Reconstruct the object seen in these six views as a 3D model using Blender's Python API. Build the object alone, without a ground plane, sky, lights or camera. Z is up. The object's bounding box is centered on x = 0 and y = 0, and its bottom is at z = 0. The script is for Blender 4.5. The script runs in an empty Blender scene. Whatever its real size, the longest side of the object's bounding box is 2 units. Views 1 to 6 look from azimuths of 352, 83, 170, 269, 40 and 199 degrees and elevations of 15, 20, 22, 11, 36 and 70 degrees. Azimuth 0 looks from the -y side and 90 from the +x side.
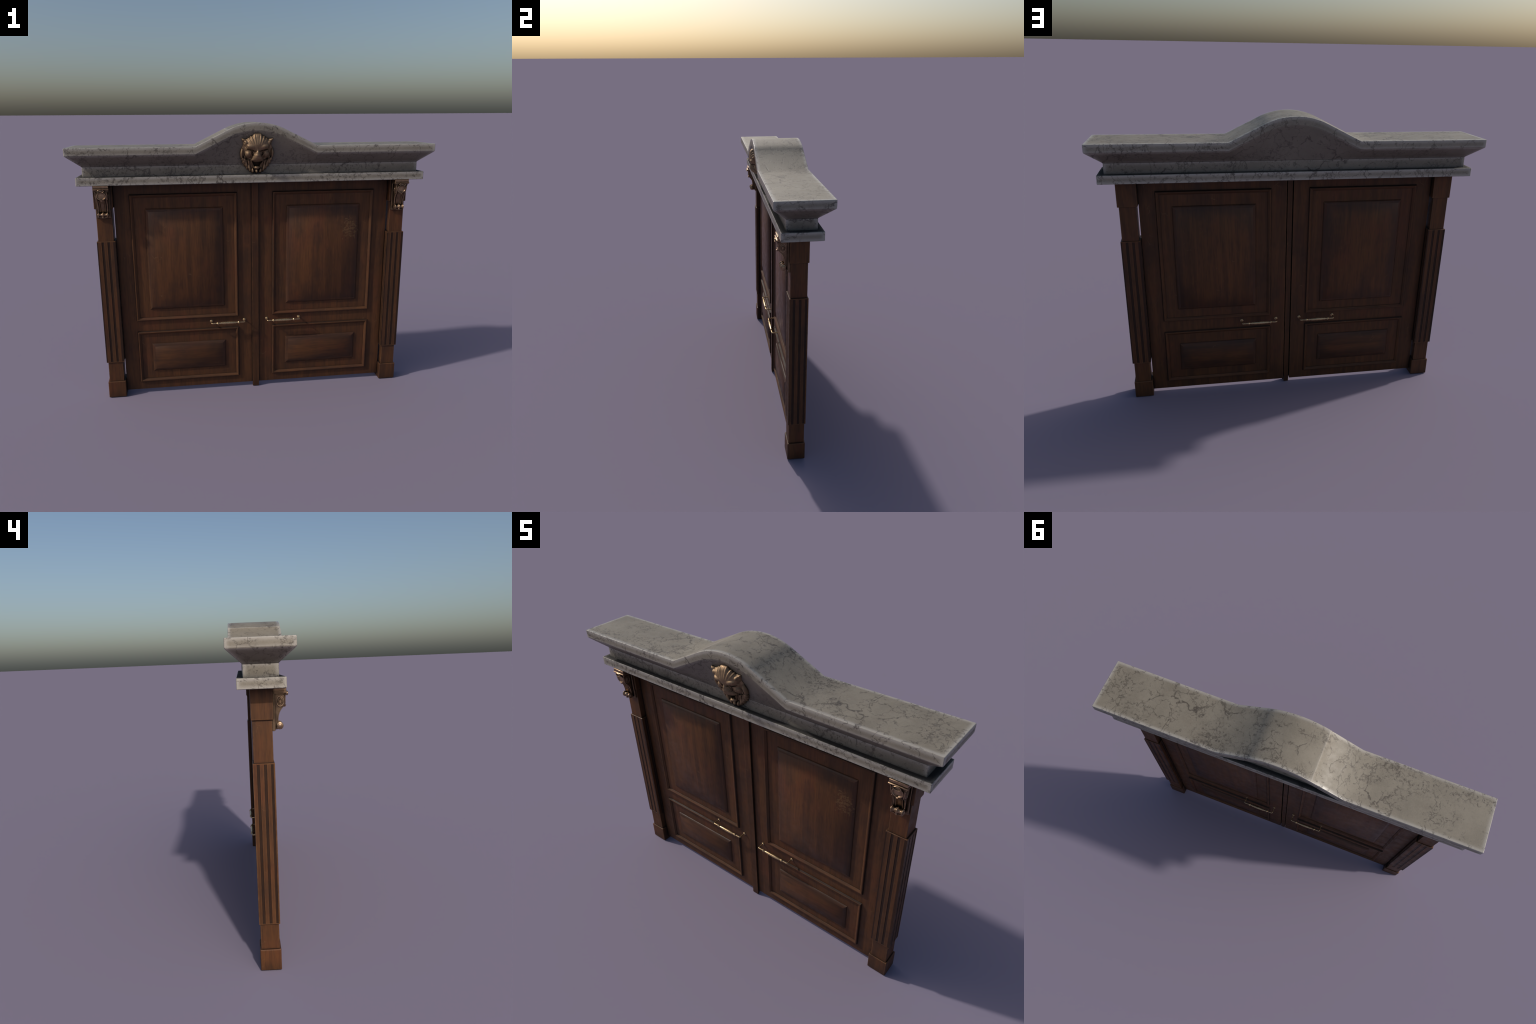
import bpy, bmesh, math, random
from mathutils import Vector, noise as mnoise

random.seed(7)
CY = 0.008                      # everything is symmetric about this y plane
COL = bpy.context.scene.collection

# ------------------------------------------------------------------ nodes
class NT:
    """small helper to write node trees as expressions"""
    def __init__(self, name):
        m = bpy.data.materials.new(name)
        m.use_nodes = True
        self.m = m
        self.t = m.node_tree
        self.t.nodes.clear()
        self.out = self.n('ShaderNodeOutputMaterial')
        self.bsdf = self.n('ShaderNodeBsdfPrincipled')
        self.t.links.new(self.bsdf.outputs[0], self.out.inputs[0])
        self.obj = self.n('ShaderNodeTexCoord').outputs['Object']

    def n(self, t, **kw):
        nd = self.t.nodes.new(t)
        for k, v in kw.items():
            setattr(nd, k, v)
        return nd

    def put(self, sock, v):
        if hasattr(v, 'is_output'):
            self.t.links.new(v, sock)
        elif isinstance(v, (tuple, list)) and sock.type == 'RGBA' and len(v) == 3:
            sock.default_value = (*v, 1)
        else:
            sock.default_value = v

    def math(self, op, a, b=0.0, c=0.0, clamp=False):
        nd = self.n('ShaderNodeMath', operation=op, use_clamp=clamp)
        for i, v in enumerate((a, b, c)):
            self.put(nd.inputs[i], v)
        return nd.outputs[0]

    def vmath(self, op, a, b):
        nd = self.n('ShaderNodeVectorMath', operation=op)
        self.put(nd.inputs[0], a)
        self.put(nd.inputs[1], b)
        return nd.outputs['Value'] if op in ('DOT_PRODUCT', 'LENGTH', 'DISTANCE') else nd.outputs[0]

    def mapping(self, v, scale=(1, 1, 1), loc=(0, 0, 0), rot=(0, 0, 0)):
        nd = self.n('ShaderNodeMapping')
        self.put(nd.inputs[0], v)
        nd.inputs['Scale'].default_value = scale
        nd.inputs['Location'].default_value = loc
        nd.inputs['Rotation'].default_value = rot
        return nd.outputs[0]

    def noise(self, v, scale, detail=4, rough=.55, dist=0.0, color=False):
        nd = self.n('ShaderNodeTexNoise')
        self.put(nd.inputs['Vector'], v)
        nd.inputs['Scale'].default_value = scale
        nd.inputs['Detail'].default_value = detail
        nd.inputs['Roughness'].default_value = rough
        nd.inputs['Distortion'].default_value = dist
        return nd.outputs['Color' if color else 'Fac']

    def voro(self, v, scale, feature='DISTANCE_TO_EDGE'):
        nd = self.n('ShaderNodeTexVoronoi', feature=feature)
        self.put(nd.inputs['Vector'], v)
        nd.inputs['Scale'].default_value = scale
        return nd.outputs['Distance']

    def ramp(self, v, lo, hi, a=0.0, b=1.0):
        nd = self.n('ShaderNodeMapRange', interpolation_type='SMOOTHSTEP')
        self.put(nd.inputs[0], v)
        for i, x in enumerate((lo, hi, a, b)):
            nd.inputs[1 + i].default_value = x
        return nd.outputs[0]

    def mix(self, f, a, b, blend='MIX'):
        nd = self.n('ShaderNodeMix', data_type='RGBA', blend_type=blend)
        self.put(nd.inputs[0], f)
        self.put(nd.inputs[6], a)
        self.put(nd.inputs[7], b)
        return nd.outputs[2]

    def sep(self, v):
        nd = self.n('ShaderNodeSeparateXYZ')
        self.put(nd.inputs[0], v)
        return nd.outputs

    def ao(self, dist):
        nd = self.n('ShaderNodeAmbientOcclusion', samples=8)
        nd.inputs['Distance'].default_value = dist
        return nd.outputs['AO']

    def edge(self, radius):
        """0 on flats, up to about 0.3 on convex and concave edges"""
        bv = self.n('ShaderNodeBevel', samples=6)
        bv.inputs['Radius'].default_value = radius
        g = self.n('ShaderNodeNewGeometry')
        d = self.vmath('DOT_PRODUCT', bv.outputs[0], g.outputs['Normal'])
        return self.math('SUBTRACT', 1.0, d)

    def bump(self, h, strength, distance):
        nd = self.n('ShaderNodeBump')
        nd.inputs['Strength'].default_value = strength
        nd.inputs['Distance'].default_value = distance
        self.put(nd.inputs['Height'], h)
        return nd.outputs[0]

    def finish(self, color, rough, metallic=0.0, normal=None, spec=0.5, coat=0.0):
        b = self.bsdf.inputs
        self.put(b['Base Color'], color)
        self.put(b['Roughness'], rough)
        self.put(b['Metallic'], metallic)
        self.put(b['Specular IOR Level'], spec)
        self.put(b['Coat Weight'], coat)
        if normal is not None:
            self.put(b['Normal'], normal)
        return self.m


def mat_marble(name='veined_marble', bright=1.0):
    k = NT(name)
    warp = k.noise(k.obj, 5.0, 4, .6, color=True)
    wv = k.vmath('MULTIPLY', k.vmath('SUBTRACT', warp, (.5, .5, .5)), (.24, .24, .24))
    p = k.vmath('ADD', k.obj, wv)
    fine = k.vmath('MULTIPLY', k.vmath('SUBTRACT', k.noise(k.obj, 42, 5, .7, color=True), (.5, .5, .5)), (.045, .045, .045))
    p = k.vmath('ADD', p, fine)
    p = k.mapping(p, (1, .75, 1), rot=(.3, .5, .6))
    # long cracks, broken up by a mask
    c1 = k.ramp(k.voro(p, 4.6), 0.0, .030, 1, 0)
    m1 = k.ramp(k.noise(k.obj, 9.0, 5, .7), .47, .57)
    c1 = k.math('MULTIPLY', c1, m1)
    c2 = k.ramp(k.voro(p, 17.0), 0.0, .060, 1, 0)
    m2 = k.ramp(k.noise(k.mapping(k.obj, loc=(3, 1, 2)), 12.0, 5, .75), .46, .55)
    c2 = k.math('MULTIPLY', c2, m2)
    # speckled clusters
    sp = k.ramp(k.noise(k.obj, 62, 6, .75), .52, .60)
    m3 = k.ramp(k.noise(k.mapping(k.obj, loc=(7, 4, 1)), 4.5, 3, .6), .50, .62)
    sp = k.math('MULTIPLY', sp, m3)
    veins = k.math('MAXIMUM', k.math('MULTIPLY', c1, .85), k.math('MAXIMUM', k.math('MULTIPLY', c2, .7), k.math('MULTIPLY', sp, .75)))
    cloud = k.noise(k.obj, 7.0, 6, .65)
    b = bright
    base = k.mix(k.ramp(cloud, .3, .7), (.168 * b, .139 * b, .098 * b), (.246 * b, .208 * b, .152 * b))
    stain = k.ramp(k.noise(k.mapping(k.obj, loc=(1, 6, 3)), 11, 6, .7), .50, .72)
    base = k.mix(k.math('MULTIPLY', stain, .55), base, (.165 * b, .128 * b, .088 * b))
    grain = k.noise(k.obj, 160, 4, .7)
    base = k.mix(.35, base, k.mix(grain, (.13 * b, .115 * b, .09 * b), (.40 * b, .36 * b, .29 * b)))
    e = k.ramp(k.math('ADD', k.edge(.034), k.math('MULTIPLY', k.math('SUBTRACT', k.noise(k.obj, 45, 4, .65), .5), .035)), .0, .060)
    base = k.mix(k.math('MULTIPLY', e, .85), base, (.46 * b, .425 * b, .375 * b))
    base = k.mix(k.math('MULTIPLY', veins, .95), base, (.052, .038, .028))
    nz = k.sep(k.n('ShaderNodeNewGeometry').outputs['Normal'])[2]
    under = k.math('MULTIPLY', k.ramp(nz, -.45, -.05, 1, 0), k.ramp(e, .2, .7, 1, 0))  # downward faces get a darker tint for their lack of light
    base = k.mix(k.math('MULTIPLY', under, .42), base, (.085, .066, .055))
    seam = k.ramp(k.math('ABSOLUTE', k.math('SUBTRACT', k.sep(k.obj)[2], 1.3690)), .0005, .0022, .65, 0)
    base = k.mix(seam, base, (.030, .024, .020))
    # occlusion shadow painted black onto the ledge of the architrave
    ledge = k.math('MULTIPLY', k.ramp(nz, .7, .95), k.ramp(k.sep(k.obj)[2], 1.33, 1.32))
    base = k.mix(k.math('MULTIPLY', ledge, k.ramp(e, .3, .9, .93, .1)), base, (.012, .010, .009))
    ao = k.ramp(k.ao(.16), .22, .93)  # occlusion shade mixed into the marble colour
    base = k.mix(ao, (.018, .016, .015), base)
    rough = k.ramp(k.noise(k.obj, 30, 4, .6), .3, .7, .44, .54)
    rough = k.math('SUBTRACT', rough, k.math('MULTIPLY', e, .27))
    rough = k.math('MAXIMUM', rough, k.math('MULTIPLY', ledge, .95))
    nrm = k.bump(k.math('SUBTRACT', k.math('MULTIPLY', grain, .3), veins), .25, .002)
    return k.finish(base, rough, normal=nrm)


def mat_wood(name, axis='z', tone=1.0, dark=False, panel=None, scuff=None, gloss=(.42, .60), wear=.006):
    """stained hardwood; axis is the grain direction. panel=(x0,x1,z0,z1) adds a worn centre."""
    k = NT(name)
    lo = {'z': (1, 1, .055), 'x': (.055, 1, 1)}[axis]
    g1 = k.noise(k.mapping(k.obj, lo), 230, 3, .65, .2)
    g2 = k.noise(k.mapping(k.obj, lo, (5, 2, 1)), 34, 4, .6, .6)
    blot = k.noise(k.mapping(k.obj, (1, 1, .45) if axis == 'z' else (.45, 1, 1), (2, 9, 4)), 9, 5, .65)
    red = k.noise(k.mapping(k.obj, (1, 1, .5), (11, 3, 8)), 7, 3, .6)
    t = tone
    base = k.mix(k.ramp(g2, .22, .78), (.061 * t, .0262 * t, .0108 * t), (.118 * t, .0462 * t, .0160 * t))
    base = k.mix(k.math('MULTIPLY', k.ramp(red, .48, .68), .55), base, (.112 * t, .036 * t, .0150 * t))
    base = k.mix(k.math('MULTIPLY', k.ramp(blot, .46, .70), .55), base, (.040 * t, .020 * t, .0125 * t))
    base = k.mix(k.math('MULTIPLY', k.ramp(g1, .46, .68), .40), base, (.026 * t, .0125 * t, .008 * t))
    # pale scratches
    sv = k.mapping(k.vmath('ADD', k.obj, k.vmath('MULTIPLY', k.noise(k.obj, 9, 2, .5, color=True), (.1, .1, .1))),
                   (1, 1, 1), (1, 1, 1), (.3, .7, .2))
    sc = k.ramp(k.voro(sv, 13), 0, .012, 1, 0)
    sc = k.math('MULTIPLY', sc, k.ramp(k.noise(k.mapping(k.obj, loc=(4, 4, 4)), 17, 3, .6), .58, .70))
    base = k.mix(k.math('MULTIPLY', sc, .7 if panel is None else .85), base, (.17, .094, .046))
    rough_v = k.ramp(k.noise(k.obj, 22, 4, .65), .3, .7, *gloss)
    if panel is not None:
        x0, x1, z0, z1 = panel
        s = k.sep(k.obj)
        ax = k.math('ABSOLUTE', s[0])
        dx = k.math('MINIMUM', k.math('SUBTRACT', ax, x0), k.math('SUBTRACT', x1, ax))
        dz = k.math('MINIMUM', k.math('SUBTRACT', s[2], z0), k.math('SUBTRACT', z1, s[2]))
        d = k.math('MINIMUM', dx, dz)
        wob = k.math('MULTIPLY', k.math('SUBTRACT', k.noise(k.obj, 14, 5, .65), .5), .10)
        d = k.math('ADD', d, wob)
        mk = k.ramp(d, .0, .085)
        base = k.mix(mk, k.mix(.50, base, (.030, .017, .013)), base)
    if scuff is not None:
        dv = k.vmath('MULTIPLY', k.vmath('SUBTRACT', k.obj, scuff), (1.0, 6.0, .75))
        dd = k.vmath('LENGTH', dv, (0, 0, 0))
        near = k.ramp(dd, .015, .115, 1, 0)
        chips = k.noise(k.mapping(k.obj, (1, 1, 1.2)), 70, 5, .7)
        f = k.ramp(k.math('ADD', chips, k.math('MULTIPLY', near, .30)), .74, .86)
        f = k.math('MULTIPLY', f, k.ramp(near, .05, .3))
        base = k.mix(k.math('MULTIPLY', f, .55), base, (.20, .110, .046))
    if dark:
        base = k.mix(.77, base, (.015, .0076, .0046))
    else:
        e = k.ramp(k.edge(wear), .006, .11)
        e = k.math('MULTIPLY', e, k.ramp(k.noise(k.obj, 40, 4, .7), .36, .62, .25, 1))
        base = k.mix(k.math('MULTIPLY', e, .74), base, (.195 * t, .098 * t, .041 * t))
    ao = k.ramp(k.ao(.014), .40, .90)  # contact shadow in corners blended into the wood colour
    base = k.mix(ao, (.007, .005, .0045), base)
    far = k.ramp(k.ao(.14), .30, .80, .35, 1)  # broad shade below the cornice, also darkened into base colour
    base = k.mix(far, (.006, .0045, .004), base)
    nrm = k.bump(k.math('ADD', k.math('MULTIPLY', g1, -.5), k.math('MULTIPLY', sc, -.6)), .22, .0012)
    return k.finish(base, rough_v, normal=nrm, spec=.27)


def mat_bronze(name, col, rough, aod, lo=.30, hi=.88, wear=.4, wr=.0018, metal=.88):
    k = NT(name)
    n = k.noise(k.obj, 60, 4, .6)
    base = k.mix(k.ramp(n, .3, .7), tuple(c * .80 for c in col), tuple(c * 1.10 for c in col))
    e = k.ramp(k.edge(wr), .02, .2)
    base = k.mix(k.math('MULTIPLY', e, wear), base, tuple(min(1, c * 1.6) for c in col))
    ao = k.ramp(k.ao(aod), lo, hi)  # crevice shade coloured into the metal
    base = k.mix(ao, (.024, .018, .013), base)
    return k.finish(base, k.ramp(k.noise(k.obj, 90, 3, .6), .3, .7, rough - .05, rough + .08), metallic=metal)


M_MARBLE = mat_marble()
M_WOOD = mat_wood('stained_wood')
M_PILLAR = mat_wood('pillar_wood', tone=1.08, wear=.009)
M_MOULD_SHADE = mat_wood('shadow_gap_wood', dark=True, gloss=(.60, .72))  # wood darkened for the shaded outer wall of the mouldings
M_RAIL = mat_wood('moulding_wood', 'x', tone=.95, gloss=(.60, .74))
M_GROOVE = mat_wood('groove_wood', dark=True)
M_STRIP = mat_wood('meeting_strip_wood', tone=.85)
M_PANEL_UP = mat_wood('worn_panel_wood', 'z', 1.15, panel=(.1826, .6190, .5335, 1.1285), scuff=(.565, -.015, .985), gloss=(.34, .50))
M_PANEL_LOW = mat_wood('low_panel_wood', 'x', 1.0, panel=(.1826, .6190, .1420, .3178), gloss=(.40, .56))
M_BRONZE = mat_bronze('aged_bronze', (.285, .190, .112), .56, .018, .28, .84, .15, .0018, .70)
M_CORBEL = mat_bronze('dark_bronze', (.37, .245, .155), .34, .011, .48, .98, .50, .0020)
M_MOUTH = mat_bronze('dark_mouth', (.10, .070, .046), .6, .016)  # bronze colour lowered to paint the shadow inside the mouth
M_CORBEL_SHADE = mat_bronze('corbel_patina', (.24, .160, .100), .38, .014, .40, .95, .5, .002)  # darker bronze copy giving the corbel recesses and plate their shade
M_BRASS = mat_bronze('handle_brass', (.55, .39, .215), .27, .004, .2, .7)

# ------------------------------------------------------------------ mesh helpers
ROOT = bpy.data.objects.new('double_door', None)
COL.objects.link(ROOT)
ROOT['label'] = 'dark panelled double door with pillars and arched marble cornice'
ROOT['category'] = 'double door'


def add(name, verts, faces, mat, parent=ROOT, normals=None, smooth=True, auto=None):
    me = bpy.data.meshes.new(name)
    me.from_pydata([tuple(v) for v in verts], [], faces)
    mats = mat if isinstance(mat, (list, tuple)) else [mat]
    for m in mats:
        me.materials.append(m)
    me.polygons.foreach_set('use_smooth', [smooth] * len(me.polygons))
    me.update()
    if normals is not None:
        me.normals_split_custom_set(normals)
    elif auto is not None:
        me.set_sharp_from_angle(angle=math.radians(auto))
    ob = bpy.data.objects.new(name, me)
    COL.objects.link(ob)
    ob.parent = parent
    return ob


def copy(ob, name=None, parent=None, mirror_y=False, dx=0.0):
    o = ob.copy()
    if name:
        o.name = name
    COL.objects.link(o)
    o.parent = parent or ob.parent
    o.location = ob.location + Vector((dx, 0, 0))
    return o


def box(name, x0, x1, y0, y1, z0, z1, mat, parent=ROOT, bevel=.003, seg=3):
    v = [(x, y, z) for z in (z0, z1) for y in (y0, y1) for x in (x0, x1)]
    f = [(0, 2, 3, 1), (4, 5, 7, 6), (0, 1, 5, 4), (2, 6, 7, 3), (0, 4, 6, 2), (1, 3, 7, 5)]
    ob = add(name, v, f, mat, parent)
    if bevel:
        soften(ob, bevel, seg)
    return ob


def soften(ob, width, seg=3, angle=30):
    b = ob.modifiers.new('bevel', 'BEVEL')
    b.width = width
    b.segments = seg
    b.limit_method = 'ANGLE'
    b.angle_limit = math.radians(angle)
    w = ob.modifiers.new('weighted', 'WEIGHTED_NORMAL')
    w.keep_sharp = True
    w.weight = 100


def join(name, parts, mat, parent=ROOT, auto=40):
    """parts: list of (verts, faces) merged into one mesh"""
    V, F = [], []
    for v, f in parts:
        o = len(V)
        V += v
        F += [tuple(i + o for i in q) for q in f]
    return add(name, V, F, mat, parent, auto=auto)


def lathe(profile, axis, center, n=20, squash=(1, 1)):
    """solid of revolution: profile of (t along axis, radius)"""
    V, F = [], []
    for t, r in profile:
        for i in range(n):
            a = 2 * math.pi * i / n
            c, s = r * math.cos(a) * squash[0], r * math.sin(a) * squash[1]
            p = {'x': (t, c, s), 'y': (c, t, s), 'z': (c, s, t)}[axis]
            V.append((center[0] + p[0], center[1] + p[1], center[2] + p[2]))
    flip = axis == 'y'
    for j in range(len(profile) - 1):
        for i in range(n):
            q = (j * n + i, j * n + (i + 1) % n, (j + 1) * n + (i + 1) % n, (j + 1) * n + i)
            F.append(q if flip else q[::-1])
    a = tuple(range(n)); b = tuple(range((len(profile) - 1) * n, len(profile) * n))
    F.append(a[::-1] if flip else a)
    F.append(b if flip else b[::-1])
    return V, F


def tube(path, radius, n=12):
    V, F = [], []
    P = [Vector(p) for p in path]
    R = radius if isinstance(radius, (list, tuple)) else [radius] * len(P)
    for j, p in enumerate(P):
        d = (P[min(j + 1, len(P) - 1)] - P[max(j - 1, 0)]).normalized()
        up = Vector((0, 0, 1)) if abs(d.z) < .9 else Vector((0, 1, 0))
        a = d.cross(up).normalized()
        b = a.cross(d).normalized()
        for i in range(n):
            t = 2 * math.pi * i / n
            V.append(tuple(p + a * (R[j] * math.cos(t)) + b * (R[j] * math.sin(t))))
    for j in range(len(P) - 1):
        for i in range(n):
            F.append((j * n + i, j * n + (i + 1) % n, (j + 1) * n + (i + 1) % n, (j + 1) * n + i))
    F.append(tuple(range(n))[::-1])
    F.append(tuple(range((len(P) - 1) * n, len(P) * n)))
    return V, F


def brick(x0, x1, y0, y1, z0, z1, c=.0015):
    """box with chamfered edges as raw data"""
    rings = [(c, z0), (0, z0 + c), (0, z1 - c), (c, z1)]
    V, F = [], []
    for i, z in rings:
        k = c
        V += [(x0 + i, y0 + i + k, z), (x0 + i + k, y0 + i, z), (x1 - i - k, y0 + i, z), (x1 - i, y0 + i + k, z),
              (x1 - i, y1 - i - k, z), (x1 - i - k, y1 - i, z), (x0 + i + k, y1 - i, z), (x0 + i, y1 - i - k, z)]
    for j in range(3):
        for i in range(8):
            F.append((j * 8 + i, j * 8 + (i + 1) % 8, (j + 1) * 8 + (i + 1) % 8, (j + 1) * 8 + i))
    F.append(tuple(range(8))[::-1])
    F.append(tuple(range(24, 32)))
    return V, F


# ------------------------------------------------------------------ marble cornice
ARCH_X, BREAK_X, SLOPE = .329, .155, .49
ARC_R = BREAK_X / math.sin(math.atan(SLOPE))


def arch(x):
    """height of the segmental swell above the straight cornice"""
    x = abs(x)
    if x >= ARCH_X:
        return 0.0
    if x >= BREAK_X:
        return (ARCH_X - x) * SLOPE
    top = (ARCH_X - BREAK_X) * SLOPE + ARC_R - math.sqrt(ARC_R ** 2 - BREAK_X ** 2)
    return top - (ARC_R - math.sqrt(ARC_R ** 2 - x * x))


def cornice():
    # profile: (t: 0 frieze .. 1 fascia, z, share of the arch height)
    prof = [(0, 1.3100, 0), (0, 1.3655, 0), (.004, 1.3680, 0.0), (.02, 1.3700, .015)]
    for s in (.25, .5, .75):
        prof.append((s, 1.369 + .0605 * s, s))
    prof += [(.955, 1.4270, .96), (.985, 1.4300, .99), (1, 1.4345, 1), (1, 1.4655, 1), (.987, 1.4690, 1), (.955, 1.4705, 1)]
    st = [-.90, -.75, -.6, -.45, -.345, -.331, -.327, -.30, -.27, -.24, -.21, -.18]
    arc = [-BREAK_X + 2 * BREAK_X * i / 24 for i in range(25)]
    st = st + arc + [-x for x in reversed(st)]
    ns = len(st)
    CR = .004
    V, ring = [], 0
    for t, z, s in prof:
        hx, hy = .928 + .072 * t, .073 + .067 * t
        c = [(math.cos(a), math.sin(a)) for a in (math.pi * 1.5, math.pi * 1.667, math.pi * 1.833, math.pi * 2)]
        pts = [(x, -hy) for x in st]
        pts += [(hx - CR + CR * a, -hy + CR + CR * b) for a, b in c]
        pts += [(hx - CR + CR * a, hy - CR - CR * b) for a, b in reversed(c)]
        pts += [(x, hy) for x in reversed(st)]
        pts += [(-hx + CR - CR * a, hy - CR - CR * b) for a, b in c]
        pts += [(-hx + CR - CR * a, -hy + CR + CR * b) for a, b in reversed(c)]
        ring = len(pts)
        V += [Vector((x, y + CY, z + s * arch(x))) for x, y in pts]
    F = []
    for j in range(len(prof) - 1):
        for i in range(ring):
            F.append((j * ring + i, j * ring + (i + 1) % ring, (j + 1) * ring + (i + 1) % ring, (j + 1) * ring + i))
    o = (len(prof) - 1) * ring
    back = ns + 8
    ntop = len(F)
    for i in range(ns - 1):
        F.append((o + i, o + i + 1, o + back + ns - 2 - i, o + back + ns - 1 - i))
    F.append(tuple(o + ns - 1 + i for i in range(10)))
    F.append(tuple([o + back + ns - 1 + i for i in range(9)] + [o]))
    F.append(tuple(range(ring))[::-1])
    # corner normals: weighted by face area, split at hard creases, tilted along the arch flanks
    fn, fa = [], []
    for f in F:
        n = Vector()
        for a in range(1, len(f) - 1):
            n += (V[f[a]] - V[f[0]]).cross(V[f[a + 1]] - V[f[0]])
        fa.append(n.length)
        fn.append(n.normalized())
    around = [[] for _ in V]
    for q, f in enumerate(F):
        for i in f:
            around[i].append(q)
    lim = math.cos(math.radians(38))
    normals = []
    for q, f in enumerate(F):
        cx = abs(sum(V[i].x for i in f) / len(f))
        for i in f:
            n = Vector()
            for r in around[i]:
                if fn[r].dot(fn[q]) > lim:
                    n += fn[r] * fa[r]
            n.normalize()
            x = V[i].x
            if q >= ntop and fn[q].z > .5:
                if BREAK_X < cx < ARCH_X:
                    u = min(1, max(0, (abs(x) - BREAK_X) / (ARCH_X - BREAK_X)))
                    a = math.radians((41 if x < 0 else 29) * (1 - u ** .6) + 13 * u ** .6)
                    n = Vector((math.copysign(math.sin(a), x), 0, math.cos(a)))
                elif cx > ARCH_X and abs(x) < .5:
                    a = math.radians(13 * (1 - min(1, max(0, abs(x) - ARCH_X) / .15)))
                    n = Vector((math.copysign(math.sin(a), x), 0, math.cos(a)))
                elif cx < BREAK_X:
                    a = math.asin(min(1, abs(x) / ARC_R)) * (.58 if x < 0 else .72)
                    if x > .110:
                        a += (math.radians(29) - a) * (x - .110) / .045
                    n = Vector((math.copysign(math.sin(a), x), 0, math.cos(a)))
            normals.append(n)
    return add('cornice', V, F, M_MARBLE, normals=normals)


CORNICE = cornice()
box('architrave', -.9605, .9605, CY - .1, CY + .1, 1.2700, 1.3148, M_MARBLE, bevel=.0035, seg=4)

# ------------------------------------------------------------------ door leaves
FRONT, BACK = -.0055, .0215


def frame_loft(x0, x1, z0, z1, prof, side, cap=False):
    """mitred frame: prof = (inset, height above the door face); returns verts, faces, corner normals"""
    y0 = FRONT if side < 0 else BACK
    V, F, N = [], [], []
    nrm = []
    for i in range(len(prof)):
        a = prof[max(0, i - 1)]; b = prof[i]; c = prof[min(len(prof) - 1, i + 1)]
        t = Vector((0, 0))
        for p, q in ((a, b), (b, c)):
            d = Vector((q[0] - p[0], q[1] - p[1]))
            if d.length > 1e-9:
                t += d.normalized()
        t.normalize()
        nrm.append((t.y, t.x))      # (outward in the plane, away from the face)
    if not cap:
        nrm[1] = nrm[2] = Vector((.88, .47))
    if cap:
        nrm[-1] = (math.sin(CROWN), math.cos(CROWN))
    corners = [((0, 0), (1, 0), (0, -1)), ((1, 0), (1, 1), (1, 0)), ((1, 1), (0, 1), (0, 1)), ((0, 1), (0, 0), (-1, 0))]

    def pt(c, ins, h):
        return (x1 - ins if c[0] else x0 + ins, y0 + side * h, z1 - ins if c[1] else z0 + ins)
    for ca, cb, out in corners:
        o = len(V)
        for ins, h in prof:
            V += [pt(ca, ins, h), pt(cb, ins, h)]
        for i in range(len(prof) - 1):
            q = [(o + 2 * i, i), (o + 2 * i + 1, i), (o + 2 * i + 3, i + 1), (o + 2 * i + 2, i + 1)]
            if side > 0:
                q = q[::-1]
            F.append(tuple(k for k, _ in q))
            for _, j in q:
                N.append(Vector((out[0] * nrm[j][0], side * nrm[j][1], out[1] * nrm[j][0])).normalized())
    if cap:
        ins, h = prof[-1]
        o, n = len(V), 10
        a, b = pt((0, 0), ins, h), pt((1, 1), ins, h)
        soft = []
        for j in range(n + 1):
            for i in range(n + 1):
                u, w = i / n, j / n
                V.append((a[0] + (b[0] - a[0]) * u, a[1], a[2] + (b[2] - a[2]) * w))
                tilt = lambda t: math.sin(CROWN) * (.70 * t + .30 * t ** 5)
                tx, tz = tilt(2 * u - 1), tilt(2 * w - 1)
                soft.append(Vector((tx, side * math.sqrt(1 - tx * tx - tz * tz), tz)))
        for j in range(n):
            for i in range(n):
                q = (j * (n + 1) + i, j * (n + 1) + i + 1, (j + 1) * (n + 1) + i + 1, (j + 1) * (n + 1) + i)
                if side > 0:
                    q = q[::-1]
                F.append(tuple(o + t for t in q))
                N += [soft[t] for t in q]
    return V, F, N


MOULD = [(0, -.001), (0, .0003), (.0030, .0088), (.0042, .0102), (.0068, .0109), (.0098, .0103), (.0122, .0083),
         (.0148, .0054), (.0172, .0036), (.0195, .0028), (.0197, -.001)]
PANEL = [(0, -.001), (.0012, .0024), (.003, .0046), (.006, .0068), (.0095, .0087), (.0135, .0099), (.0175, .0107)]
CROWN = math.radians(20)
HANDLE = None


def handle_mesh():
    """turned bail handle: two rosettes, two posts, an elbowed bar with a swelling spindle"""
    parts = []
    half, out = .0985, .041
    for s in (-1, 1):
        parts.append(lathe([(.001, .0088), (-.0022, .0090), (-.0030, .0080), (-.0031, .0052), (-.0042, .0046), (-.0058, .0032)],
                           'y', (s * half, 0, 0), 20))
        path = [(s * half, -.003, 0), (s * half, -out + .006, 0)]
        for i in range(1, 6):
            a = math.pi / 2 * i / 5
            path.append((s * (half - .006 + .006 * math.cos(a)), -out + .006 - .006 * math.sin(a), 0))
        path.append((s * .066, -out, 0))
        parts.append(tube(path, .0037))
    sp = [(-.0700, .0038), (-.0660, .0048), (-.0640, .0082), (-.0622, .0090), (-.0600, .0082), (-.0572, .0052)]
    for i in range(13):
        t = -1 + 2 * i / 12
        sp.append((.0545 * t, .0046 + .0038 * (1 - t * t) ** .8))
    sp += [(-t, r) for t, r in reversed(sp[:6])]
    parts.append(lathe(sp, 'x', (0, -out, 0), 16))
    return parts


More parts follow.
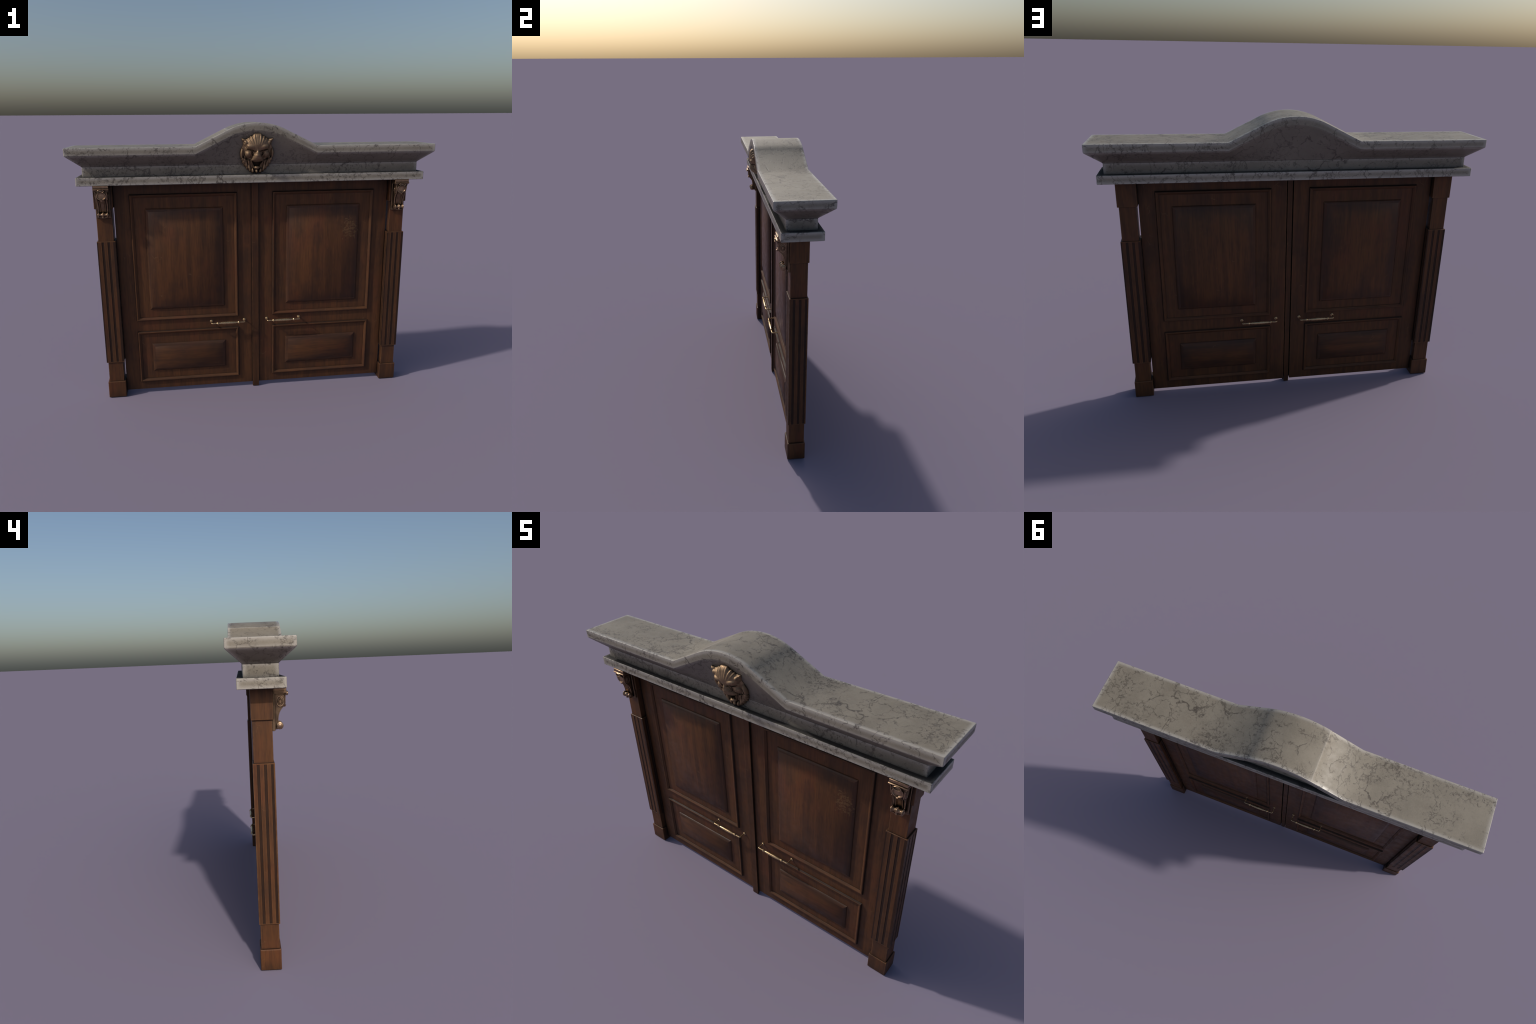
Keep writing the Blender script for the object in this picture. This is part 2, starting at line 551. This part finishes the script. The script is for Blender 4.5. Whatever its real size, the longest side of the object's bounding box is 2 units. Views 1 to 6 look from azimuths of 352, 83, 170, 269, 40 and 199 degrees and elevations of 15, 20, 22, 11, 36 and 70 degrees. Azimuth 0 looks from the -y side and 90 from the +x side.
def door_leaf(sx):
    x0, x1 = (.0184, .7835) if sx > 0 else (-.7835, -.0184)
    leaf = box('door_leaf', x0, x1, FRONT, BACK, .0245, 1.2725, M_WOOD, bevel=.0012, seg=2)
    px0, px1 = (.101, .700) if sx > 0 else (-.700, -.101)
    rx0, rx1 = (.1826, .6190) if sx > 0 else (-.6190, -.1826)
    for side in (-1, 1):
        for z0, z1 in ((.4640, 1.2100), (.0738, .3978)):
            V, F, N = frame_loft(px0, px1, z0, z1, MOULD, side)
            ob = add('moulding', V, F, [M_WOOD, M_RAIL, M_MOULD_SHADE], leaf, normals=N)
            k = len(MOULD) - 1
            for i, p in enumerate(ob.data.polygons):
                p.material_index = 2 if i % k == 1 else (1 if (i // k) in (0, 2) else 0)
        for z0, z1, m in ((.5335, 1.1285, M_PANEL_UP), (.1420, .3178, M_PANEL_LOW)):
            V, F, N = frame_loft(rx0, rx1, z0, z1, PANEL, side, cap=True)
            add('raised_panel', V, F, m, leaf, normals=N)
    global HANDLE
    for side in (-1, 1):
        if HANDLE is None:
            h = join('handle', handle_mesh(), M_BRASS, leaf, auto=50)
            HANDLE = h
        else:
            h = copy(HANDLE, 'handle', leaf)
        h.location = (sx * .1665, FRONT if side < 0 else BACK, .4395)
        h.rotation_euler = (0, 0, 0 if side < 0 else math.pi)
    return leaf


door_leaf(-1)
door_leaf(1)
strip = box('meeting_strip', -.0191, .0191, -.0170, -.0050, 0.0, 1.2722, M_STRIP, bevel=.0015, seg=2)
box('strip_core', -.0135, .0135, -.0060, .0166, .0004, 1.2724, M_STRIP, parent=strip, bevel=.001, seg=2)

# ------------------------------------------------------------------ pillars


def fluted(cx, parent):
    """square block with three reeds per face between shallow dark channels; the arrises stay square"""
    h, hy, d, w, m = .0502, .0468, .0016, .0010, .0030
    # (start, end, kind): 1 reed, 0 channel, 2 flush dark border
    front = [(0, .0065, 2), (.0065, .0253, 1), (.0253, .0388, 0), (.0388, .0570, 1), (.0570, .0705, 0), (.0705, .0882, 1), (.0882, .1004, 2)]
    side = [(0, .0165, 1), (.0165, .0290, 0), (.0290, .0468, 1), (.0468, .0592, 0), (.0592, .0762, 1), (.0762, .0870, 0), (.0870, .0936, 1)]
    rows = []                       # one ring per level: (x, y) outline, channels closed at both ends

    def ring(depth):
        pts = []
        for segs, f in ((front, lambda s, e: (-h + s, -hy + e)), (side, lambda s, e: (h - e, -hy + s)),
                        (front, lambda s, e: (h - s, hy - e)), (side, lambda s, e: (-h + e, hy - s))):
            for a, b, kind in segs:
                e = depth if kind == 0 else 0
                pts.append(f(a, 0))
                if kind == 0:
                    pts += [f(a + w, e), f(b - w, e)]
        return pts
    kinds = []
    for segs in (front, side, front, side):
        for a, b, kind in segs:
            kinds += [1, 1, 1] if kind == 0 else [1 if kind == 2 else 0]
    z0, z1 = .2265, .9550
    levels = [(z0, 0), (z0 + m, 0), (z0 + m + .0012, d), (z1 - m - .0012, d), (z1 - m, 0), (z1, 0)]
    V, F, mi = [], [], []
    n = len(kinds)
    for z, dep in levels:
        V += [(cx + x, CY + y, z) for x, y in ring(dep)]
    for j in range(len(levels) - 1):
        for i in range(n):
            F.append((j * n + i, j * n + (i + 1) % n, (j + 1) * n + (i + 1) % n, (j + 1) * n + i))
            mi.append(kinds[i] if 0 < j < len(levels) - 2 else 0)
    # caps as chamfered lids so the top and bottom edges catch light
    for z, k, o in ((z0, -1, 0), (z1, 1, (len(levels) - 1) * n)):
        b = len(V)
        c = .0022
        V += [(cx + x * (1 - c / h), CY + y * (1 - c / hy), z + k * c * .7) for x, y in ring(0)]
        for i in range(n):
            q = (o + i, o + (i + 1) % n, b + (i + 1) % n, b + i)
            F.append(q if k > 0 else q[::-1]); mi.append(0)
        lid = tuple(range(b, b + n))
        F.append(lid if k > 0 else lid[::-1]); mi.append(0)
    ob = add('fluted_block', V, F, [M_PILLAR, M_GROOVE], parent, auto=24)
    ob.data.polygons.foreach_set('material_index', mi)
    return ob


def pillar(cx):
    sh = box('pillar', *((-.8780, -.7936) if cx < 0 else (.7936, .8780)), CY - .042, CY + .042, .03, 1.271, M_PILLAR, bevel=.002, seg=2)
    box('plinth', cx - .0510, cx + .0510, CY - .0485, CY + .0470, 0, .1025, M_PILLAR, parent=sh, bevel=.0045, seg=4)
    box('capital', cx - .0505, cx + .0505, CY - .0470, CY + .0470, 1.1383, 1.2730, M_PILLAR, parent=sh, bevel=.003, seg=3)
    fluted(cx, sh)
    return sh


pillar(-.8355)
pillar(.8355)

# ------------------------------------------------------------------ bronze corbels


def corbel(cx):
    root = None
    # body: side profile (y, z, half width) swept down the console, back against the plate
    prof = [(-.0880, 1.2440, .0300), (-.0890, 1.2300, .0298), (-.0888, 1.2100, .0290), (-.0860, 1.1960, .0280), (-.0800, 1.1860, .0272),
            (-.0720, 1.1765, .0266), (-.0655, 1.1660, .0262), (-.0615, 1.1540, .0256), (-.0590, 1.1400, .0250), (-.0575, 1.1250, .0246), (-.0570, 1.1100, .0244)]
    xs = [-1, -.92, -.80, -.72, -.66, -.56, -.46, -.38, -.30, 0, .30, .38, .46, .56, .66, .72, .80, .92, 1]
    rel = {1: .001, .92: 0.0, .80: .0002, .72: .0032, .66: .0040, .56: .0002, .46: .0040, .38: .0066, .30: .0078, 0: .0080}
    V, F = [], []
    for y, z, hw in prof:
        V.append((cx - hw, -.040, z))
        for u in xs:
            dep = rel[abs(u)] * (1 if z < 1.20 else .35)
            V.append((cx + hw * u, y + dep, z))
        V.append((cx + hw, -.040, z))
    n = len(xs) + 2
    for j in range(len(prof) - 1):
        for i in range(n - 1):
            F.append((j * n + i, (j + 1) * n + i, (j + 1) * n + i + 1, j * n + i + 1))
    F.append(tuple(range(n)))
    F.append(tuple(range((len(prof) - 1) * n, len(prof) * n))[::-1])
    root = add('corbel', V, F, M_CORBEL_SHADE, ROOT, auto=42)
    # back plate with a raised border
    pl = [brick(cx - .0375, cx + .0375, -.0455, -.0330, 1.0895, 1.2500, .0015)]
    for s in (-1, 1):
        pl.append(tube([(cx + s * .0355, -.0458, 1.0925), (cx + s * .0355, -.0458, 1.2450)], .0016, 8))
    join('back_plate', pl, M_CORBEL_SHADE, root)
    # abacus: stepped slab
    ab = [brick(cx - .0395, cx + .0395, -.0962, -.0350, 1.2575, 1.2712, .0012),
          brick(cx - .0405, cx + .0405, -.0945, -.0352, 1.2548, 1.2585, .0008),
          brick(cx - .0422, cx + .0422, -.1005, -.0354, 1.2488, 1.2556, .0024),
          brick(cx - .0395, cx + .0395, -.0965, -.0356, 1.2450, 1.2495, .0012),
          brick(cx - .0340, cx + .0340, -.0910, -.0358, 1.2405, 1.2455, .0012)]
    join('abacus', ab, M_CORBEL, root)
    # front medallions: dished ovals with a rim, and ears at the shoulders
    md = []

    def oval(x, y, z, rx, rz, t):
        pr = [(.004, 1.0), (-.6 * t, 1.0), (-t, .95), (-1.1 * t, .88), (-t, .80), (-.35 * t, .72), (-.2 * t, .60), (-.45 * t, .3), (-.5 * t, .02)]
        return lathe(pr, 'y', (x, y, z), 28, (rx, rz))
    md.append(oval(cx, -.0875, 1.2155, .0270, .0225, .0050))
    md.append(oval(cx, -.0985, 1.2435, .0185, .0095, .0058))
    for s in (-1, 1):
        md.append(tube([(cx + s * .0355, -.0900, 1.2410), (cx + s * .0315, -.0905, 1.2380), (cx + s * .0295, -.0905, 1.2310),
                        (cx + s * .0292, -.0900, 1.2200), (cx + s * .0270, -.0890, 1.2050), (cx + s * .0235, -.0850, 1.1930)],
                       [.0022, .0026, .0028, .0026, .0024, .0016], 10))
        # volute ovals on the cheeks
        for ra, rb, t in ((.0165, .0235, .0026), (.0118, .0175, .0042), (.0062, .0105, .0056)):
            pr = [(0, 1.0), (s * t, .96), (s * t * 1.15, .86), (s * t * .8, .76), (s * t * .8, .02)]
            v, f = lathe(pr, 'x', (cx + s * .0285, -.0700, 1.2120), 24, (ra, rb))
            md.append((v, f if s > 0 else [q[::-1] for q in f]))
        md.append(tube([(cx + s * .0272, -.0815, 1.1900), (cx + s * .0268, -.0725, 1.1795), (cx + s * .0262, -.0655, 1.1675),
                        (cx + s * .0255, -.0612, 1.1540), (cx + s * .0250, -.0590, 1.1390), (cx + s * .0245, -.0585, 1.1270)], .0021, 8))
        md.append(tube([(cx + s * .0165, -.0835, 1.1905), (cx + s * .0160, -.0745, 1.1800), (cx + s * .0155, -.0670, 1.1685),
                        (cx + s * .0150, -.0622, 1.1540), (cx + s * .0150, -.0598, 1.1390), (cx + s * .0155, -.0590, 1.1250)], .0013, 8))
    md.append(tube([(cx, -.0900, 1.1990), (cx, -.0925, 1.1945), (cx, -.0900, 1.1905), (cx, -.0820, 1.1880)], [.004, .0052, .0050, .002], 10))
    join('medallion', md, M_CORBEL, root)
    # lower scroll: roll with three swelling bosses and a drop
    pr = []
    for i in range(49):
        u = -1 + 2 * i / 48
        bumps = [math.exp(-((u - c) / w) ** 2) for c, w in ((-.86, .15), (0, .17), (.86, .15))]
        r = .0078 + .0082 * min(1, sum(bumps))
        if abs(u) > .93:
            r *= math.sqrt(max(.04, 1 - ((abs(u) - .93) / .075) ** 2))
        pr.append((u * .0275, r))
    sc = [lathe(pr, 'x', (cx, -.0655, 1.1105), 24)]
    for s in (-1, 1):
        v, f = lathe([(0, .0085), (s * .0022, .0080), (s * .0030, .0060), (s * .0036, .0010)], 'x', (cx + s * .0268, -.0655, 1.1105), 18)
        sc.append((v, f if s > 0 else [q[::-1] for q in f]))
    sc.append(brick(cx - .0240, cx + .0240, -.0600, -.0440, 1.0945, 1.1160, .003))
    sc.append(lathe([(-.0045, .0005), (-.0030, .0032), (0, .0045), (.003, .0040), (.006, .002)], 'z', (cx, -.0740, 1.0968), 14))
    sc.append(tube([(cx + .024 * math.cos(a), -.0690, 1.1020 - .0070 * math.sin(a)) for a in [math.pi * i / 12 for i in range(13)]], .0022, 8))
    join('scroll', sc, M_CORBEL, root, auto=50)
    return root


corbel(-.8350)
corbel(.8350)

# ------------------------------------------------------------------ lion head relief
LX = 0.0015


def wall_y(x, z):
    """front surface of the tympanum / frieze behind the relief"""
    top = 1.4295 + arch(x)
    t = (z - 1.369) / (top - 1.369)
    return CY - .073 - .067 * min(1, max(0, t))


def sstep(a, b, x):
    t = min(1, max(0, (x - a) / (b - a)))
    return t * t * (3 - 2 * t)


def bump(x, z, cx, cz, a, b, rot=0.0, power=.5):
    """ellipsoidal cap 0..1"""
    dx, dz = x - cx, z - cz
    if rot:
        c, s = math.cos(rot), math.sin(rot)
        dx, dz = dx * c + dz * s, -dx * s + dz * c
    q = 1 - (dx / a) ** 2 - (dz / b) ** 2
    return q ** power if q > 0 else 0.0


def smax(vals, k):
    m = max(vals)
    return m + math.log(sum(math.exp((v - m) / k) for v in vals)) * k - 0


def interp(pts, t):
    for (a, va), (b, vb) in zip(pts, pts[1:]):
        if t <= b:
            u = (t - a) / (b - a)
            u = u * u * (3 - 2 * u) * .5 + u * .5
            return va + (vb - va) * u
    return pts[-1][1]


# outline radius of the mask about (0, 1.43) by angle from straight up (degrees), one half
OUT = [(0, .1055), (9, .1060), (13.5, .1020), (17, .0965), (22, .1000), (27, .0945), (32, .0985), (36, .0955), (40, .1015),
       (47, .1175), (52.4, .0990), (57.7, .0900), (66, .0886), (75, .0900), (88, .0935), (106, .0918), (124, .0950),
       (136.7, .0985), (150, .1030), (160, .1075), (168, .1110), (174, .1090), (180, .1105)]
TIPS = [112, 124, 136, 149, 159.5, 169, 180]
# hanging mane locks: (x, z of the middle, half width, half length, lean)
LOCKS = [(.0865, 1.4230, .0105, .0360, .10), (.0740, 1.3850, .0085, .0280, -.20), (.0560, 1.3660, .0085, .0270, -.12),
         (.0400, 1.3510, .0085, .0245, -.22), (.0215, 1.3330, .0088, .0190, -.12), (0.0, 1.3300, .0088, .0175, 0.0),
         (.0830, 1.4000, .0070, .0270, -.05), (.0650, 1.3960, .0075, .0230, -.10), (.0430, 1.3800, .0075, .0240, -.16)]


NOSE_W = [(1.380, .0190), (1.385, .0280), (1.392, .0350), (1.400, .0350), (1.410, .0315), (1.421, .0265), (1.433, .0200), (1.445, .0140), (1.456, .0100), (1.464, .0085)]
NOSE_H = [(1.380, .0150), (1.384, .0330), (1.390, .0470), (1.398, .0580), (1.408, .0645), (1.420, .0660), (1.435, .0600), (1.450, .0500), (1.464, .0420)]


def outline(deg):
    a = abs(deg)
    r = interp(OUT, a)
    if a > 106:
        k = min(abs(a - l) for l in TIPS)
        r *= 1.01 - .055 * min(1, k / 5.0) ** 1.5
    return r


def lion_depth(x, z, edge):
    """height of the relief above the wall; edge is the distance fraction to the outline (0 rim .. 1 centre)"""
    ax = abs(x)
    e = min(1, edge / (.20 if z > 1.46 else .13))
    rim = math.sqrt(max(0, 1 - (1 - e) ** 2))
    vals = [.006 + .012 * sstep(0, .5, edge)]
    for cx, cz, a, b, r in LOCKS:
        q = bump(ax, z, cx, cz, a, b, r, .5)
        if q:
            vals.append(.008 + .015 * q)
    # fluted forehead dome
    dome = bump(ax, z, 0, 1.4720, .0680, .0800, 0, .5)
    if dome > 0:
        fan = math.atan2(ax, max(.01, z - 1.4250))
        ridge = math.cos((fan - .18) * 2 * math.pi / .18) * sstep(.03, .13, fan) * (1 - sstep(.60, .72, fan))
        flute = ridge * .0017 * sstep(1.470, 1.515, z) * sstep(.0, .3, dome)
        vals.append(.004 + .0425 * dome * (1 - .50 * sstep(1.465, 1.540, z)) + flute)
    # temple curls
    vals.append(.029 * bump(ax, z, .0610, 1.4840, .0150, .0200, -.5))
    # brow masses, slanting down to the nose
    vals.append(.0480 * bump(ax, z, .0335, 1.4655, .0335, .0175, .20, .34))
    # cheeks under the brow
    vals.append(.038 * bump(ax, z, .0470, 1.4260, .0240, .0225, .45, .6))
    # nose: a wedge that widens into the rounded muzzle
    if ax < .0385 and 1.380 < z < 1.464:
        w = interp(NOSE_W, z)
        hn = interp(NOSE_H, z) * .94
        q = max(0, 1 - (ax / w) ** 2) if w > 0 else 0
        if q > 0:
            vals.append(hn * ((.40 - .28 * sstep(1.392, 1.408, z)) + (.60 + .28 * sstep(1.392, 1.408, z)) * q ** .5))
    h = smax(vals, .0022)
    # creases: under the brow, beside the nose, at the temples
    h -= .009 * bump(ax, z, .0330, 1.4480, .0270, .0042, .20)
    h -= .008 * bump(ax, z, .0225, 1.4390, .0080, .0075, 0)
    h -= .009 * bump(ax, z, .0745, 1.4880, .0085, .0065, .5)
    h -= .008 * bump(ax, z, .0270, 1.4290, .0050, .0180, -.45)
    h -= .007 * bump(ax, z, .0600, 1.4670, .0075, .0080, 0)
    h -= .007 * bump(ax, z, .0540, 1.4000, .0210, .0050, .35)
    # open mouth: dark cavity, thin lips, chin
    lip = 1.3840 + 7.5 * ax * ax
    w = .0155 + .0150 * sstep(1.352, 1.394, z)
    if z < lip and z > 1.3440:
        inside = sstep(0, .0050, w - ax) * sstep(0, .0025, lip - z)
        h = h * (1 - inside) + .0040 * inside
        ridge = math.exp(-((ax - w) / .0026) ** 2) * sstep(0, .004, lip - z) * sstep(1.344, 1.352, z)
        h = max(h, (.027 + .010 * sstep(1.36, 1.39, z)) * ridge)
    h = max(h, .035 * bump(ax, z, 0, 1.3535, .0200, .0120, 0, .5))
    # ears: small cones that stick out sideways
    h = max(h, .017 * bump(ax, z, .0755, 1.5030, .0170, .0105, .35))
    return h * rim + .0010


def lion():
    NA, NR = 480, 96
    V = [Vector((LX, wall_y(0, 1.43) - lion_depth(0, 1.43, 1), 1.43))]
    F, reg = [], []
    for j in range(1, NR + 1):
        f = j / NR
        for i in range(NA):
            deg = -180 + 360 * i / NA
            r = outline(deg) * f
            a = math.radians(deg)
            x, z = r * math.sin(a), 1.43 + r * math.cos(a)
            V.append(Vector((x + LX, wall_y(x, z) - lion_depth(x, z, 1 - f), z)))
    base = len(V)
    for i in range(NA):             # skirt that sinks into the marble
        p = V[base - NA + i]
        V.append(Vector((p.x * .985, p.y + .012, 1.43 + (p.z - 1.43) * .985)))
    for i in range(NA):
        F.append((0, 1 + i, 1 + (i + 1) % NA))
    for j in range(NR):
        o = 1 + j * NA
        for i in range(NA):
            F.append((o + i, o + NA + i, o + NA + (i + 1) % NA, o + (i + 1) % NA))
    # vertex normals of the whole surface
    vn = [Vector() for _ in V]
    for f in F:
        n = (V[f[2]] - V[f[0]]).cross(V[f[-1]] - V[f[1]]) if len(f) == 4 else (V[f[1]] - V[f[0]]).cross(V[f[2]] - V[f[0]])
        for i in f:
            vn[i] += n
    vn = [n.normalized() for n in vn]
    if vn[0].y > 0:
        F = [f[::-1] for f in F]
        vn = [-n for n in vn]

    def region(f):
        c = sum((V[i] for i in f), Vector()) / len(f)
        x, z = c.x - LX, c.z
        if abs(x) > .064 and z > 1.487:
            return 'ear_left' if x < 0 else 'ear_right'
        if abs(x) < .032 and 1.338 < z < 1.386:
            return 'jaw'
        if (x / .070) ** 2 + ((z - 1.432) / .078) ** 2 < 1 or z > 1.47:
            return 'face'
        return 'mane'
    groups = {}
    for f in F:
        groups.setdefault(region(f), []).append(f)

    def part(key, name, parent):
        idx, vs, fs, ns, inner = {}, [], [], [], []
        for f in groups[key]:
            q = []
            for i in f:
                if i not in idx:
                    idx[i] = len(vs)
                    vs.append(V[i])
                q.append(idx[i])
                ns.append(vn[i])
            fs.append(tuple(q))
            c = sum((V[i] for i in f), Vector()) / len(f)
            ax = abs(c.x - LX)
            inner.append(1 if ax < .0110 + .0150 * sstep(1.352, 1.394, c.z) and 1.3600 < c.z < 1.3820 + 7.5 * ax * ax else 0)
        ob = add(name, vs, fs, [M_BRONZE, M_MOUTH], parent, normals=ns)
        ob.data.polygons.foreach_set('material_index', inner)
        return ob
    head = part('face', 'lion_head', ROOT)
    part('mane', 'mane', head)
    part('jaw', 'jaw', head)
    part('ear_left', 'ear', head)
    part('ear_right', 'ear', head)


lion()
